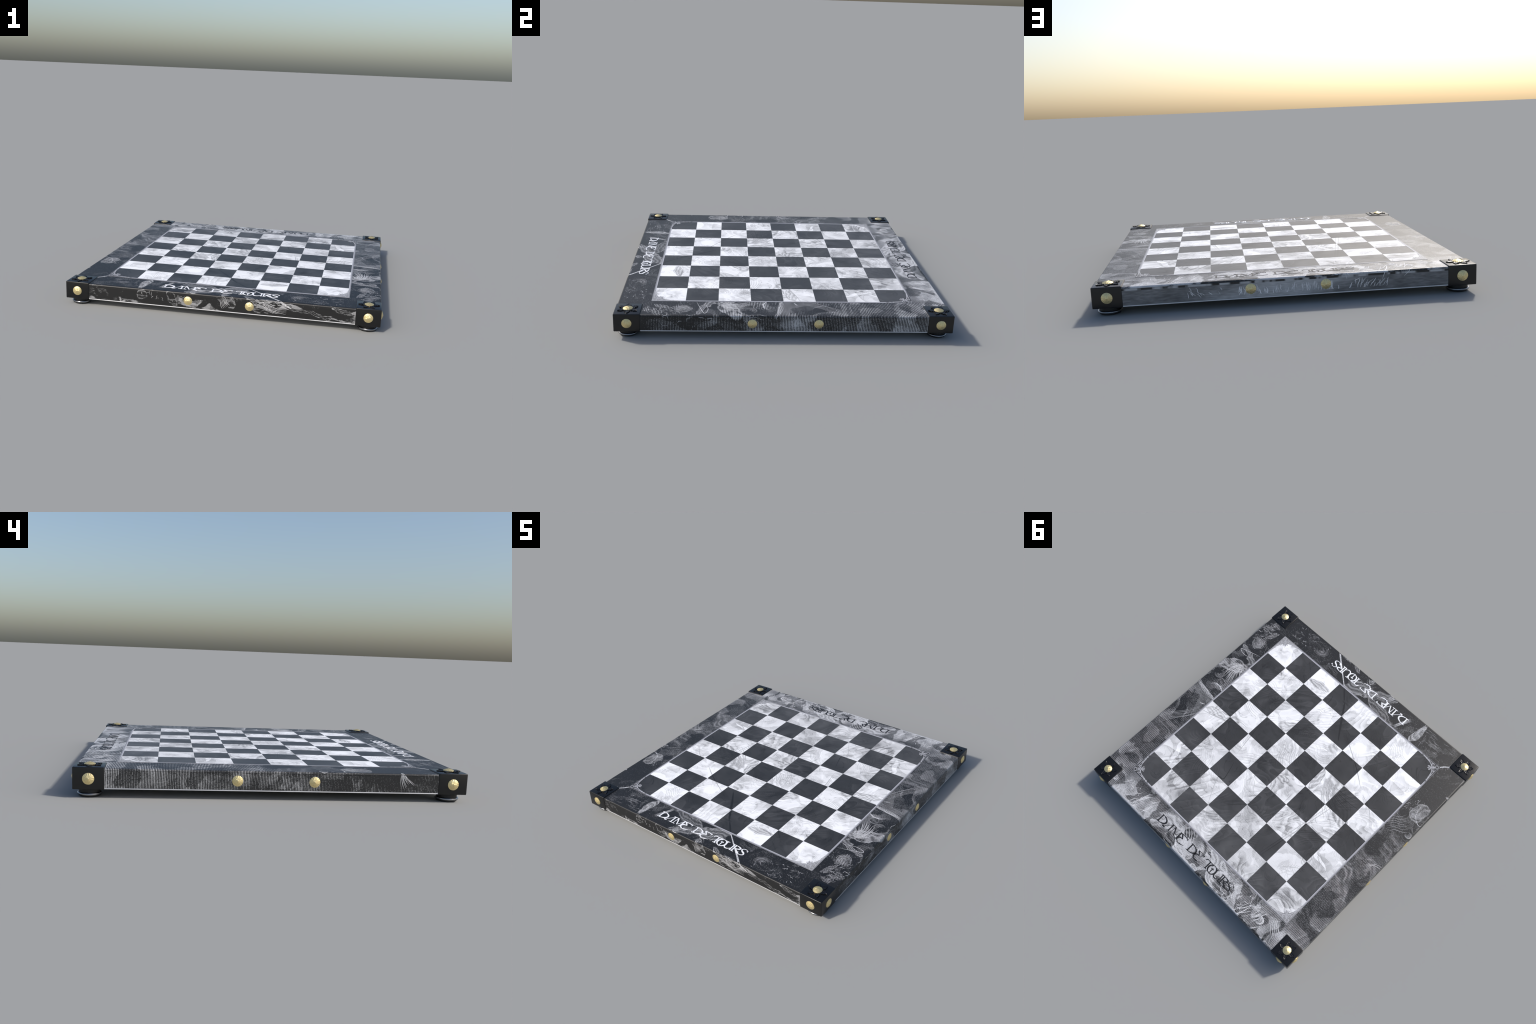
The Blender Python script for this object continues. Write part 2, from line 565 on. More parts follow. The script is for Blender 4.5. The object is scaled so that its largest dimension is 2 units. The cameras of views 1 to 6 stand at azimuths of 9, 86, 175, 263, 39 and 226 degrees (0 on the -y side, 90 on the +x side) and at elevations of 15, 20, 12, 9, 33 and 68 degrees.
def feather(ax, ay, bx, by, half, barbs=14, w=0.0022):
    """shaft from a to b with curved barbs on both sides"""
    dx, dy = bx - ax, by - ay
    l = math.hypot(dx, dy)
    tx, ty = dx / l, dy / l
    nx, ny = -ty, tx
    stroke([(ax, ay), (ax + dx * .5 + nx * half * .2, ay + dy * .5 + ny * half * .2), (bx, by)], w * 1.5)
    for k in range(barbs):
        q = 0.06 + 0.9 * k / barbs
        h = half * math.sin(math.pi * min(1, 0.12 + q * 0.86)) ** 0.6
        for s in (1, -1):
            hh = h * rng.uniform(.75, 1.05)
            ox, oy = ax + dx * q, ay + dy * q
            stroke([(ox, oy), (ox + s * nx * hh * .6 + tx * l * .03, oy + s * ny * hh * .6 + ty * l * .03),
                    (ox + s * nx * hh + tx * l * .11, oy + s * ny * hh + ty * l * .11)], w * rng.uniform(.5, 1), 8)


def fan(cx, cy, a0, a1, r0, r1, count, w=0.0028, curl=0.25):
    """quills of a wing spreading from a root"""
    for k in range(count):
        a = math.radians(a0 + (a1 - a0) * k / max(1, count - 1) + rng.uniform(-2, 2))
        rr = r1 * rng.uniform(.78, 1.05)
        p0 = (cx + r0 * math.cos(a), cy + r0 * math.sin(a))
        p1 = (cx + (r0 + rr) / 2 * math.cos(a + curl * .3), cy + (r0 + rr) / 2 * math.sin(a + curl * .3))
        p2 = (cx + rr * math.cos(a + curl), cy + rr * math.sin(a + curl))
        stroke([p0, p1, p2], w * rng.uniform(.5, 1.1), 12)


def whorl(cx, cy, r, count, a0, a1, w=0.0024, squash=0.7, turn=0.0):
    """nested curls"""
    for k in range(count):
        rr = r * (0.18 + 0.82 * (k + rng.uniform(-.2, .2)) / count)
        s0 = a0 + rng.uniform(-18, 18)
        s1 = a1 + rng.uniform(-18, 18)
        pts = []
        for i in range(7):
            a = math.radians(s0 + (s1 - s0) * i / 6)
            px, py = rr * math.cos(a), rr * squash * math.sin(a)
            c, s = math.cos(math.radians(turn)), math.sin(math.radians(turn))
            pts.append((cx + px * c - py * s, cy + px * s + py * c))
        stroke(pts, w * rng.uniform(.5, 1.2), 24)


def drape(p, q, spread, count, sway, w=0.0025):
    """folds of cloth running from p to q"""
    dx, dy = q[0] - p[0], q[1] - p[1]
    l = math.hypot(dx, dy)
    nx, ny = -dy / l, dx / l
    for k in range(count):
        o = (k / max(1, count - 1) - .5) * spread + rng.uniform(-.1, .1) * spread / count
        s = sway * rng.uniform(.6, 1.2)
        e = rng.uniform(-.08, .08)
        stroke([(p[0] + nx * o + dx * e, p[1] + ny * o + dy * e),
                (p[0] + dx * .35 + nx * (o + s), p[1] + dy * .35 + ny * (o + s)),
                (p[0] + dx * .7 + nx * (o * 1.1 - s * .5), p[1] + dy * .7 + ny * (o * 1.1 - s * .5)),
                (q[0] + nx * o * 1.3, q[1] + ny * o * 1.3)], w * rng.uniform(.5, 1.2), 18)


def scratches(cx, cy, rx, ry, count, angle, length, w=0.003, spread=25, wav=0.25):
    for _ in range(count):
        px, py = cx + rng.uniform(-rx, rx), cy + rng.uniform(-ry, ry)
        a = math.radians(angle + rng.gauss(0, spread))
        l = length * rng.uniform(.35, 1.2)
        b1, b2 = rng.uniform(-wav, wav) * l, rng.uniform(-wav, wav) * l
        c, s = math.cos(a), math.sin(a)
        stroke([(px, py), (px + c * l * .33 - s * b1, py + s * l * .33 + c * b1),
                (px + c * l * .66 - s * b2, py + s * l * .66 + c * b2), (px + c * l, py + s * l)], w * rng.uniform(.5, 1.2), 15)


# -- long shafts crossing the field
stroke([(0.449, -1.020), (0.385, -0.985), (0.340, -0.945), (0.151, -0.783)], 0.0120, 30, True, .45)
stroke([(0.151, -0.783), (0.075, -0.700)], 0.0110, tip=.7)
stroke([(0.060, -0.690), (0.020, -0.630), (-0.060, -0.510), (-0.120, -0.425)], 0.016, 20, True, .3)
stroke([(-0.130, -0.500), (-0.355, -0.364), (-0.490, -0.265)], 0.006)
stroke([(0.382, -0.104), (0.337, 0.170)], 0.0050)
stroke([(0.400, -0.112), (0.352, 0.150)], 0.0025)
stroke([(0.304, 0.227), (0.262, 0.370), (0.300, 0.400), (0.206, 0.580)], 0.006, 28)
stroke([(-0.327, 0.592), (-0.458, -0.107)], 0.0055)
stroke([(-0.310, 0.592), (-0.440, -0.107)], 0.0040)
stroke([(-0.749, -0.078), (-0.640, -0.190), (-0.530, -0.240)], 0.004)
stroke([(-0.300, -0.700), (-0.430, -0.520)], 0.0035)
stroke([(0.791, 0.107), (0.660, 0.070), (0.530, 0.011)], 0.006)
# -- wings and quills on the field
fan(-0.243, -0.170, 118, 168, 0.03, 0.36, 15, 0.0045, .22)
fan(-0.243, -0.170, 122, 162, 0.03, 0.20, 12, 0.0040, .22)
feather(-0.214, -0.173, -0.221, -0.028, 0.026, 12)
feather(0.279, -0.205, 0.008, -0.346, 0.040, 18, .0022)
feather(0.379, -0.664, 0.215, -0.640, 0.024, 14)
feather(0.601, -0.002, 0.420, -0.030, 0.030, 14)
feather(-0.475, 0.55, -0.62, 0.44, 0.03, 10)
feather(-0.700, 0.735, -0.560, 0.690, 0.02, 10)
# -- curls and drapery near the middle
drape((0.150, -0.185), (0.000, -0.020), 0.14, 11, 0.018, .0036)
whorl(-0.110, -0.270, 0.110, 11, 20, 215, .0032, .75, 20)
whorl(-0.060, -0.160, 0.090, 8, 150, 330, .0030, .7, 0)
whorl(0.440, -0.560, 0.080, 9, -160, 60, .0024, .8, 40)
whorl(0.640, -0.390, 0.085, 9, -20, 190, .0024, .7, 60)
whorl(0.460, -0.360, 0.070, 8, 0, 250, .0026, .9, 0)
whorl(-0.330, -0.650, 0.070, 7, -30, 160, .0022, .7, 20)
whorl(-0.680, -0.480, 0.070, 7, 30, 220, .0020, .8, 50)
whorl(0.640, 0.690, 0.050, 6, -30, 260, .0018, .8, 10)
whorl(0.370, 0.490, 0.060, 6, -10, 230, .0022, .8, 30)
whorl(-0.220, 0.420, 0.080, 8, 30, 260, .0028, .7, 60)
whorl(-0.480, 0.640, 0.050, 6, 0, 240, .0022, .8, 0)
whorl(0.080, 0.690, 0.070, 5, 20, 200, .0030, .8, 20)
drape((0.325, 0.189), (0.086, 0.015), 0.05, 6, 0.012, .0040)
drape((0.164, 0.231), (0.020, 0.351), 0.07, 8, 0.012, .0026)
drape((0.141, 0.525), (-0.010, 0.348), 0.03, 4, 0.008, .0032)
drape((0.700, -0.200), (0.430, -0.180), 0.09, 8, 0.018, .0022)
drape((-0.560, 0.130), (-0.420, 0.330), 0.08, 7, 0.014, .0024)
drape((-0.050, 0.620), (-0.240, 0.500), 0.08, 7, 0.012, .0022)
drape((0.520, 0.300), (0.420, 0.480), 0.10, 8, 0.016, .0020)
drape((-0.560, -0.620), (-0.420, -0.700), 0.09, 8, 0.016, .0020)
stroke([(-0.002, 0.082), (-0.030, 0.050), (-0.076, 0.070), (-0.045, 0.100), (-0.002, 0.082)], 0.0040, 24, True, .5)
stroke([(-0.612, 0.310), (-0.660, 0.335), (-0.719, 0.340)], 0.006)
for _ in range(46):      # loose swirls scattered over the field
    cx, cy = rng.uniform(-.72, .72), rng.uniform(-.72, .72)
    a = rng.uniform(0, 360)
    if rng.random() < .5:
        whorl(cx, cy, rng.uniform(.025, .06), rng.randint(3, 5), a, a + rng.uniform(90, 200), .0018, rng.uniform(.5, .9), rng.uniform(0, 180))
    else:
        l = rng.uniform(.06, .13)
        drape((cx, cy), (cx + l * math.cos(a), cy + l * math.sin(a)), l * .4, rng.randint(3, 5), l * .12, .0018)
# -- front border
feather(-0.500, -0.800, -0.505, -0.975, 0.024, 22, .0024)
drape((-0.330, -0.792), (-0.390, -0.930), 0.018, 4, 0.002, .0040)
whorl(-0.150, -0.955, 0.045, 6, 60, 280, .0030, .6, 30)
drape((-0.130, -0.925), (0.060, -0.845), 0.05, 7, .008, .0018)
drape((0.010, -0.990), (0.050, -1.050), 0.04, 6, .006, .0026)
drape((0.200, -1.010), (0.420, -1.055), 0.035, 6, .008, .0026)
scratches(0.30, -1.00, 0.09, 0.02, 18, -15, .05, .0024, 10)
whorl(0.500, -0.900, 0.070, 7, 40, 220, .0020, .8, 0)
scratches(0.600, -0.900, 0.150, 0.070, 30, 20, .025, .0018, 60)
scratches(-0.66, -0.90, 0.13, 0.07, 26, 4, .05, .0011, 4, .04)
scratches(-0.30, -1.02, 0.20, 0.03, 14, 60, .03, .0018, 40)
stroke([(-0.782, -0.778), (-0.805, -0.810), (-0.838, -0.838)], 0.009, 12, True, .6)
# -- right border
fan(0.800, -0.400, 28, 72, 0.04, 0.21, 20, .0040, .35)
fan(0.800, -0.400, 34, 84, 0.04, 0.14, 16, .0034, .35)
stroke([(0.800, -0.520), (0.870, -0.500), (0.955, -0.470), (0.900, -0.450), (0.815, -0.470)], .0040, 30)
whorl(0.890, -0.596, 0.042, 6, 0, 330, .0022, 1.0)
feather(0.980, -0.044, 0.785, -0.015, 0.014, 24, .0026)
stroke([(0.877, -0.122), (0.830, -0.125), (0.787, -0.103)], .010)
whorl(0.915, -0.200, 0.045, 6, 20, 260, .0016, .9)
drape((0.790, 0.100), (0.965, 0.390), 0.05, 6, .01, .0018)
scratches(0.900, -0.720, 0.06, 0.09, 26, 40, .04, .0022, 30)
stroke([(0.800, 0.060), (0.840, 0.078)], .0060)
scratches(1.00, -0.45, 0.03, 0.30, 22, 80, .05, .0022, 25)
# -- left border
whorl(-0.905, -0.420, 0.065, 9, -60, 150, .0020, .8, 70)
stroke([(-0.885, -0.470), (-0.905, -0.385), (-0.960, -0.345), (-0.985, -0.355)], .0040, 18)
scratches(-0.85, -0.45, 0.05, 0.05, 20, 100, .03, .0018, 40)
whorl(-0.960, -0.240, 0.030, 5, 0, 300, .0022, .9)
drape((-0.800, -0.200), (-0.900, -0.300), 0.10, 7, .012, .0018)
stroke([(-0.985, 0.075), (-0.940, 0.085), (-0.900, 0.115)], .0040)
stroke([(-0.985, 0.060), (-0.945, 0.070), (-0.905, 0.100)], .0028)
fan(-0.965, -0.640, 170, 215, 0.0, 0.10, 8, .0030, .2)
# -- back border
scratches(0.52, 0.88, 0.09, 0.07, 16, 60, .09, .0040, 22, .12)
scratches(0.68, 0.86, 0.08, 0.05, 12, 110, .05, .0034, 50)
whorl(0.010, 0.870, 0.070, 9, 30, 200, .0032, .8, 110)
whorl(0.030, 0.940, 0.040, 5, 60, 260, .0028, .8, 30)
drape((0.180, 0.800), (0.060, 0.930), 0.09, 6, .010, .0028)
stroke([(0.240, 0.900), (0.180, 0.910), (0.140, 0.950), (0.080, 0.975)], .0060)
whorl(-0.330, 0.850, 0.080, 4, 20, 180, .0040, .7, 30)
scratches(-0.43, 0.89, 0.09, 0.07, 22, 60, .05, .0036, 55, .4)
scratches(-0.26, 0.95, 0.08, 0.03, 8, 150, .06, .0040, 30, .3)
scratches(-0.58, 0.88, 0.10, 0.06, 26, 55, .11, .0034, 8, .05)
whorl(-0.560, 0.850, 0.040, 6, 0, 290, .0034, .8)
whorl(-0.640, 0.900, 0.040, 6, 60, 330, .0034, .8)
drape((-0.690, 0.830), (-0.800, 0.900), 0.05, 5, .006, .0044)
scratches(0.00, 1.025, 0.26, 0.016, 70, 88, .045, .0042, 12, .1)
scratches(-0.42, 1.025, 0.10, 0.02, 24, 60, .05, .0036, 20, .1)
scratches(0.42, 1.02, 0.10, 0.02, 12, 120, .04, .0030, 20, .1)

strokes = add('engraved_stroke', ink.mesh('engraved_stroke', mat_stroke), slab)
strokes["kind"] = "stuff"

# ------------------------------------------------------------------ frame round the field
def plate(name, poly, z0, z1, mat):
    """flat plate of a polygon"""
    bm = bmesh.new()
    lo = [bm.verts.new((p[0], p[1], z0)) for p in poly]
    f = bm.faces.new(lo)
    r = bmesh.ops.extrude_face_region(bm, geom=[f])
    for g in r['geom']:
        if isinstance(g, bmesh.types.BMVert):
            g.co.z = z1
    bmesh.ops.recalc_face_normals(bm, faces=bm.faces)
    me = bpy.data.meshes.new(name)
    bm.to_mesh(me)
    bm.free()
    me.materials.append(mat)
    return me


FRAME_Z = BOARD_TOP + 0.0010
for name, h0, h1, mat in (('frame_line', 0.7835, 0.7900, mat_frame_b), ('frame_line', 0.7780, 0.7835, mat_frame_a)):
    vs, fs = [], []
    for zz in (BOARD_TOP - 0.001, FRAME_Z):
        for h in (h0, h1):
            vs += [(h, h, zz), (-h, h, zz), (-h, -h, zz), (h, -h, zz)]
    for k in range(4):
        k2 = (k + 1) % 4
        fs.append((8 + k, 12 + k, 12 + k2, 8 + k2))        # top
        fs.append((4 + k, 4 + k2, 12 + k2, 12 + k))        # outer wall
        fs.append((k, 8 + k, 8 + k2, k2))                  # inner wall
    me = mesh_from(name, vs, fs, mat)
    bm = bmesh.new(); bm.from_mesh(me)
    bmesh.ops.recalc_face_normals(bm, faces=bm.faces)
    for f in bm.faces:
        if abs(f.normal.z) > .9 and f.normal.z < 0:
            f.normal_flip()
    bm.to_mesh(me); bm.free()
    add(name, me, slab)


# corner scroll: u and v run along the two frame edges from the tip
def scroll_meshes():
    z0, z1 = BOARD_TOP + 0.0002, BOARD_TOP + 0.0012
    # scalloped ground
    prof = [(0.165, 0.006), (0.150, 0.013), (0.140, 0.011), (0.128, 0.017), (0.112, 0.015), (0.100, 0.021),
            (0.085, 0.024), (0.072, 0.032), (0.062, 0.036), (0.066, 0.046), (0.056, 0.052)]
    poly = [(0.0005, 0.0005), (0.165, 0.0005)] + prof + [(0.063, 0.063)] + [(q, p) for p, q in reversed(prof)] + [(0.0005, 0.165)]
    ground = plate('scroll_ground', poly, z0, z1, mat_scroll_ground)
    vs, fs = [], []
    lift = [z1 + 0.0001]

    def rib(pts, ws):
        lift[0] += 4e-6
        base = len(vs)
        n = len(pts)
        for k in range(n):
            a, c = pts[max(0, k - 1)], pts[min(n - 1, k + 1)]
            dx, dy = c[0] - a[0], c[1] - a[1]
            l = math.hypot(dx, dy) or 1
            for s in (1, -1):
                vs.append((pts[k][0] - s * dy / l * ws[k] * .65, pts[k][1] + s * dx / l * ws[k] * .65, lift[0]))
        for k in range(n - 1):
            i = base + 2 * k
            fs.append((i, i + 1, i + 3, i + 2))

    def dl(d, l):          # along the diagonal, sideways -> u, v
        return ((d + l) * .70711, (d - l) * .70711)

    for s in (1, -1):
        # C scrolls with eyes
        pts = [dl(.049 + .0125 * math.cos(a), s * (.019 + .0115 * math.sin(a))) for a in [math.radians(q) for q in range(-150, 190, 20)]]
        rib(pts, taper(len(pts), .0040, .5))
        rib([dl(.049, s * .017), dl(.051, s * .021), dl(.047, s * .022)], [.005, .005, .003])
        # little trefoil at the tip
        pts = spline([dl(.010, 0), dl(.020, s * .012), dl(.030, s * .010), dl(.032, s * .003)], 18)
        rib(pts, taper(len(pts), .0032, .5))
        # shoulder curve running out along the edge
        pts = spline([dl(.064, 0), dl(.062, s * .020), dl(.070, s * .042), dl(.090, s * .070), dl(.108, s * .096)], 36)
        rib(pts, taper(len(pts), .0034, .6))
        pts = spline([dl(.040, s * .026), dl(.058, s * .044), dl(.078, s * .064), dl(.100, s * .090), dl(.118, s * .112)], 30)
        rib(pts, taper(len(pts), .0028, .5))
        # knots along the edge
        for d, l, r in ((.075, .056, .0055), (.092, .077, .005), (.107, .094, .005)):
            pts = [dl(d + r * math.cos(math.radians(q)), s * (l + r * math.sin(math.radians(q)))) for q in range(0, 340, 30)]
            rib(pts, [.0026] * len(pts))
        # fleur on the inside
        pts = spline([dl(.066, s * .002), dl(.076, s * .014), dl(.084, s * .017), dl(.086, s * .011)], 18)
        rib(pts, taper(len(pts), .0034, .5))
        pts = spline([dl(.068, 0), dl(.078, s * .006), dl(.092, 0)], 14)
        rib(pts, taper(len(pts), .0040, .4))
    rib([dl(.030, 0), dl(.045, 0), dl(.064, 0)], [.003, .006, .003])
    return ground, mesh_from('scroll_line', vs, fs, mat_scroll)


ground_me, line_me = scroll_meshes()
for k in range(4):
    q = Matrix.Rotation(math.radians(90 * k), 4, 'Z') @ Matrix.Translation((-0.7890, -0.7890, 0))
    g = add('corner_ornament', ground_me, slab, matrix=q)
    add('corner_scroll', line_me, g)
# mirrored winding of the flat scroll lines: make them face up
bm = bmesh.new(); bm.from_mesh(line_me)
for f in bm.faces:
    if f.normal.z < 0:
        f.normal_flip()
bm.to_mesh(line_me); bm.free()

# ------------------------------------------------------------------ lettering
# strokes of each letter: list of (control points, widths); cap height = 1
THIN, THICK = 0.042, 0.13
def lettershapes():
    def arc(cx, cy, rx, ry, a0, a1, n=16):
        return [(cx + rx * math.cos(math.radians(a0 + (a1 - a0) * i / n)), cy + ry * math.sin(math.radians(a0 + (a1 - a0) * i / n))) for i in range(n + 1)]
    def w(pts, fn):
        return [fn(i / (len(pts) - 1)) for i in range(len(pts))]
    L = {}
    serif = lambda x, y, h=.16: ([(x - h, y), (x + h, y)], [THIN * .7, THIN * .7])
    stem = lambda x: [([(x, 0), (x, .12), (x, .88), (x, 1)], [.22, .125, .125, .22])]
    bowl = arc(.12, .5, .72, .47, 90, -90)
    L['D'] = stem(.13) + [([(-.06, .025), (.3, .025)], [.05, .05]), ([(-.04, .975), (.25, .975)], [.05, .05]),
                          (bowl, w(bowl, lambda q: THIN + .125 * math.sin(math.pi * q) ** 1.6))]
    L['A'] = [([(-.10, .06), (.18, .50), (.50, .97)], [THIN, THIN, THIN]), ([(-.18, .10), (-.10, .02), (.08, .02)], [.16, .12, .03]),
              ([(.48, 1.0), (.48, .86), (.48, .1), (.48, 0)], [.15, .125, .125, .22]),
              ([(.30, .975), (.66, .975)], [.05, .05]), ([(.30, .025), (.68, .025)], [.05, .05])]
    L['M'] = [([(.10, .02), (.10, .5), (.14, .97)], [THIN * 1.3] * 3), ([(-.06, .025), (.28, .025)], [.05, .05]),
              ([(.14, .97), (.36, .50), (.50, .06)], [.14, .12, .08]), ([(.50, .05), (.74, .55), (.92, .97)], [THIN] * 3),
              ([(.92, 1), (.90, .5), (.90, 0)], [.15, .125, .15]), ([(0, .975), (.22, .975)], [.05, .05]),
              ([(.80, .975), (1.06, .975)], [.05, .05]), ([(.74, .025), (1.06, .025)], [.05, .05])]
    lower = spline([(.50, .54), (.22, .50), (.06, .30), (.10, .06), (.34, -.10)], 20)
    L['E'] = [([(.12, .975), (.50, .985), (.86, .93)], [.06, .06, .08]), ([(.90, 1.0), (.86, .86), (.84, .74)], [.04, .10, .02]),
              ([(.14, .97), (.32, .74), (.50, .52)], [.14, .13, .06]),
              (lower, w(lower, lambda q: THIN + .13 * math.sin(math.pi * q) ** 1.4)),
              ([(.22, -.16), (.55, -.10), (.98, .05)], [.03, .09, .02])]
    L['T'] = stem(.42) + [([(.24, .025), (.62, .025)], [.05, .05]),
                          (spline([(-.12, .78), (.02, .98), (.45, .96), (.84, .98)], 14), [.03] + [.09] * 4 + [.06] * 8),
                          ([(.86, 1.0), (.85, .88), (.86, .74)], [.03, .11, .02])]
    L['T'] = [(p, q if len(q) == len(p) else [.07] * len(p)) for p, q in L['T']]
    left = arc(.5, .47, .47, .52, 80, 280)
    right = arc(.5, .47, .47, .52, 100, -100)
    L['O'] = [(left, w(left, lambda q: THIN + .12 * math.sin(math.pi * q) ** 1.7)), (right, w(right, lambda q: THIN + .12 * math.sin(math.pi * q) ** 1.7)),
              ([(.50, -.16), (.50, .25), (.50, .66)], [.03, .10, .07]), ([(.34, .56), (.66, .56)], [.08, .08])]
    ub = spline([(.12, 1.0), (.12, .40), (.26, .06), (.55, .04), (.80, .30)], 24)
    L['U'] = [(ub, w(ub, lambda q: .11 if q < .5 else .11 - .12 * (q - .5))), ([(-.06, .975), (.30, .975)], [.05, .05]),
              ([(.84, 1), (.84, .4), (.84, 0)], [.12, .10, .14]), ([(.68, .975), (1.0, .975)], [.05, .05]), ([(.84, .025), (1.04, .025)], [.05, .05])]
    rb = arc(.14, .75, .52, .225, 90, -90)
    L['R'] = stem(.13) + [([(-.06, .025), (.32, .025)], [.05, .05]), ([(-.04, .975), (.2, .975)], [.05, .05]),
                          (rb, w(rb, lambda q: THIN + .115 * math.sin(math.pi * q) ** 1.5)),
                          ([(.30, .53), (.52, .25), (.72, .02)], [.06, .15, .15]), ([(.60, .025), (.88, .025)], [.05, .05])]
    sp = spline([(.82, .78), (.66, .97), (.36, .97), (.16, .78), (.34, .56), (.60, .42), (.72, .20), (.50, .02), (.20, .04), (.02, .24)], 54)
    L['S'] = [(sp, w(sp, lambda q: THIN + .115 * math.exp(-((q - .52) / .2) ** 2))), ([(.88, .90), (.82, .74)], [.03, .11]), ([(.0, .30), (.03, .14)], [.10, .03])]
    return L


LETTERS = lettershapes()
CAP = 0.0600
# left end and width factor of every letter along the line (m)
LINE = [('D', -0.374, 0.078), ('A', -0.300, 0.088), ('M', -0.244, 0.076), ('E', -0.176, 0.080),
        ('D', -0.068, 0.078), ('E', -0.004, 0.076),
        ('T', 0.094, 0.068), ('O', 0.133, 0.068), ('U', 0.190, 0.072), ('R', 0.256, 0.076), ('S', 0.308, 0.062)]


def letter_mesh(key, width, mat):
    vs, fs = [], []
    zz = BOARD_TOP + 0.00105
    for pts, ws in LETTERS[key]:
        zz += 6e-6
        n = len(pts)
        P = [(p[0] * width, p[1] * CAP) for p in pts]
        base = len(vs)
        for k in range(n):
            a, c = P[max(0, k - 1)], P[min(n - 1, k + 1)]
            dx, dy = c[0] - a[0], c[1] - a[1]
            l = math.hypot(dx, dy) or 1
            h = ws[k] * CAP * 0.6
            for s in (1, -1):
                vs.append((P[k][0] - s * dy / l * h, P[k][1] + s * dx / l * h, zz))
            for s in (1, -1):
                vs.append((P[k][0] - s * dy / l * h, P[k][1] + s * dx / l * h, BOARD_TOP - 0.0005))
        for k in range(n - 1):
            i, j = base + 4 * k, base + 4 * k + 4
            fs += [(i, i + 1, j + 1, j), (i, j, j + 2, i + 2), (i + 1, i + 3, j + 3, j + 1)]
        e = base + 4 * (n - 1)
        fs += [(base, base + 2, base + 3, base + 1), (e, e + 1, e + 3, e + 2)]
    me = mesh_from('letter', vs, fs, mat)
    bm = bmesh.new(); bm.from_mesh(me)
    for f in bm.faces:
        if abs(f.normal.z) > .9 and f.normal.z < 0:
            f.normal_flip()
    bm.to_mesh(me); bm.free()
    return me


for mat, turn in ((mat_white_text, 0.0), (mat_black_text, math.pi)):
    spin = Matrix.Rotation(turn, 4, 'Z')
    for key, x0, width in LINE:
        add('letter', letter_mesh(key, width, mat), slab, matrix=spin @ Matrix.Translation((x0, -0.9175, 0)))
# small registered ring behind the front lettering
bm = bmesh.new()
vs, fs = [], []
for k in range(20):
    a = 2 * math.pi * k / 20
    for r in (.0050, .0066):
        vs.append((r * math.cos(a), r * math.sin(a), BOARD_TOP + .0011))
fs = [(2 * k, 2 * k + 1, (2 * k + 3) % 40, (2 * k + 2) % 40) for k in range(20)]
n0 = len(vs)
vs += [(-.002, -.003, BOARD_TOP + .0012), (-.0008, -.003, BOARD_TOP + .0012), (-.0008, .003, BOARD_TOP + .0012), (-.002, .003, BOARD_TOP + .0012),
       (-.0008, .0012, BOARD_TOP + .0012), (.0018, .0012, BOARD_TOP + .0012), (.0018, .003, BOARD_TOP + .0012)]
fs += [(n0, n0 + 1, n0 + 2, n0 + 3), (n0 + 4, n0 + 5, n0 + 6, n0 + 2)]
bm.free()
add('registered_mark', mesh_from('registered_mark', vs, fs, mat_frame_b), slab, (0.3755, -0.850, 0))

# ------------------------------------------------------------------ studs
def stud_mesh():
    """shallow brass dome with radial flutes and a small boss in the middle"""
    r_ = random.Random(5)
    N, R = 96, 16
    flutes = 16
    amp = [r_.uniform(.5, 1.2) for _ in range(flutes)]
    ph = [r_.uniform(-.12, .12) for _ in range(flutes)]
    vs, fs = [], []
    prof = [(1.0, 0.0)] + [(1 - q, 0) for q in [i / R for i in range(R)]]
    rows = []
    for i in range(R + 1):
        q = 1 - i / R                              # 1 at rim, 0 at centre
        row = []
        for k in range(N if i < R else 1):
            a = 2 * math.pi * k / N
            sector = int(a / (2 * math.pi) * flutes) % flutes
            f = math.sin(a * flutes / 2 + ph[sector]) ** 2
            h = STUD_HEIGHT * (0.22 + 0.78 * (1 - q ** 1.7)) * 0.93
            groove = 0.0009 * amp[sector] * (1 - f) ** 3 * max(0, min(1, (q - .18) / .2)) * max(0, min(1, (1.02 - q) / .15))
            boss = 0.0011 * math.exp(-(q / .17) ** 4)
            row.append(len(vs))
            vs.append((STUD_RADIUS * q * math.cos(a), STUD_RADIUS * q * math.sin(a), h - groove + boss))
        rows.append(row)
    rim = []
    for k in range(N):
        a = 2 * math.pi * k / N
        rim.append(len(vs))
        vs.append((STUD_RADIUS * 1.0 * math.cos(a), STUD_RADIUS * math.sin(a), -0.003))
    for k in range(N):
        k2 = (k + 1) % N
        fs.append((rim[k], rim[k2], rows[0][k2], rows[0][k]))
        for i in range(R - 1):
            fs.append((rows[i][k], rows[i][k2], rows[i + 1][k2], rows[i + 1][k]))
        fs.append((rows[R - 1][k], rows[R - 1][k2], rows[R][0]))
    me = mesh_from('stud', vs, fs, mat_brass, True)
    smooth_by_angle(me, 55)
    return me


stud_me = stud_mesh()


def stud_matrix(side, along, reach, z):
    """side 0..3 = -y, +x, +y, -x; stud axis points outward"""
    return (Matrix.Rotation(math.radians(90 * side), 4, 'Z') @ Matrix.Translation((along, -reach, z))
            @ Matrix.Rotation(math.radians(90), 4, 'X') @ Matrix.Rotation(math.radians(37 * side + 60 * along), 4, 'Z'))


for side in range(4):
    for along in (-0.1932, 0.1932):
        add('stud', stud_me, slab, matrix=stud_matrix(side, along, BOARD_HALF - 0.003, STUD_HEIGHT_ON_SIDE))


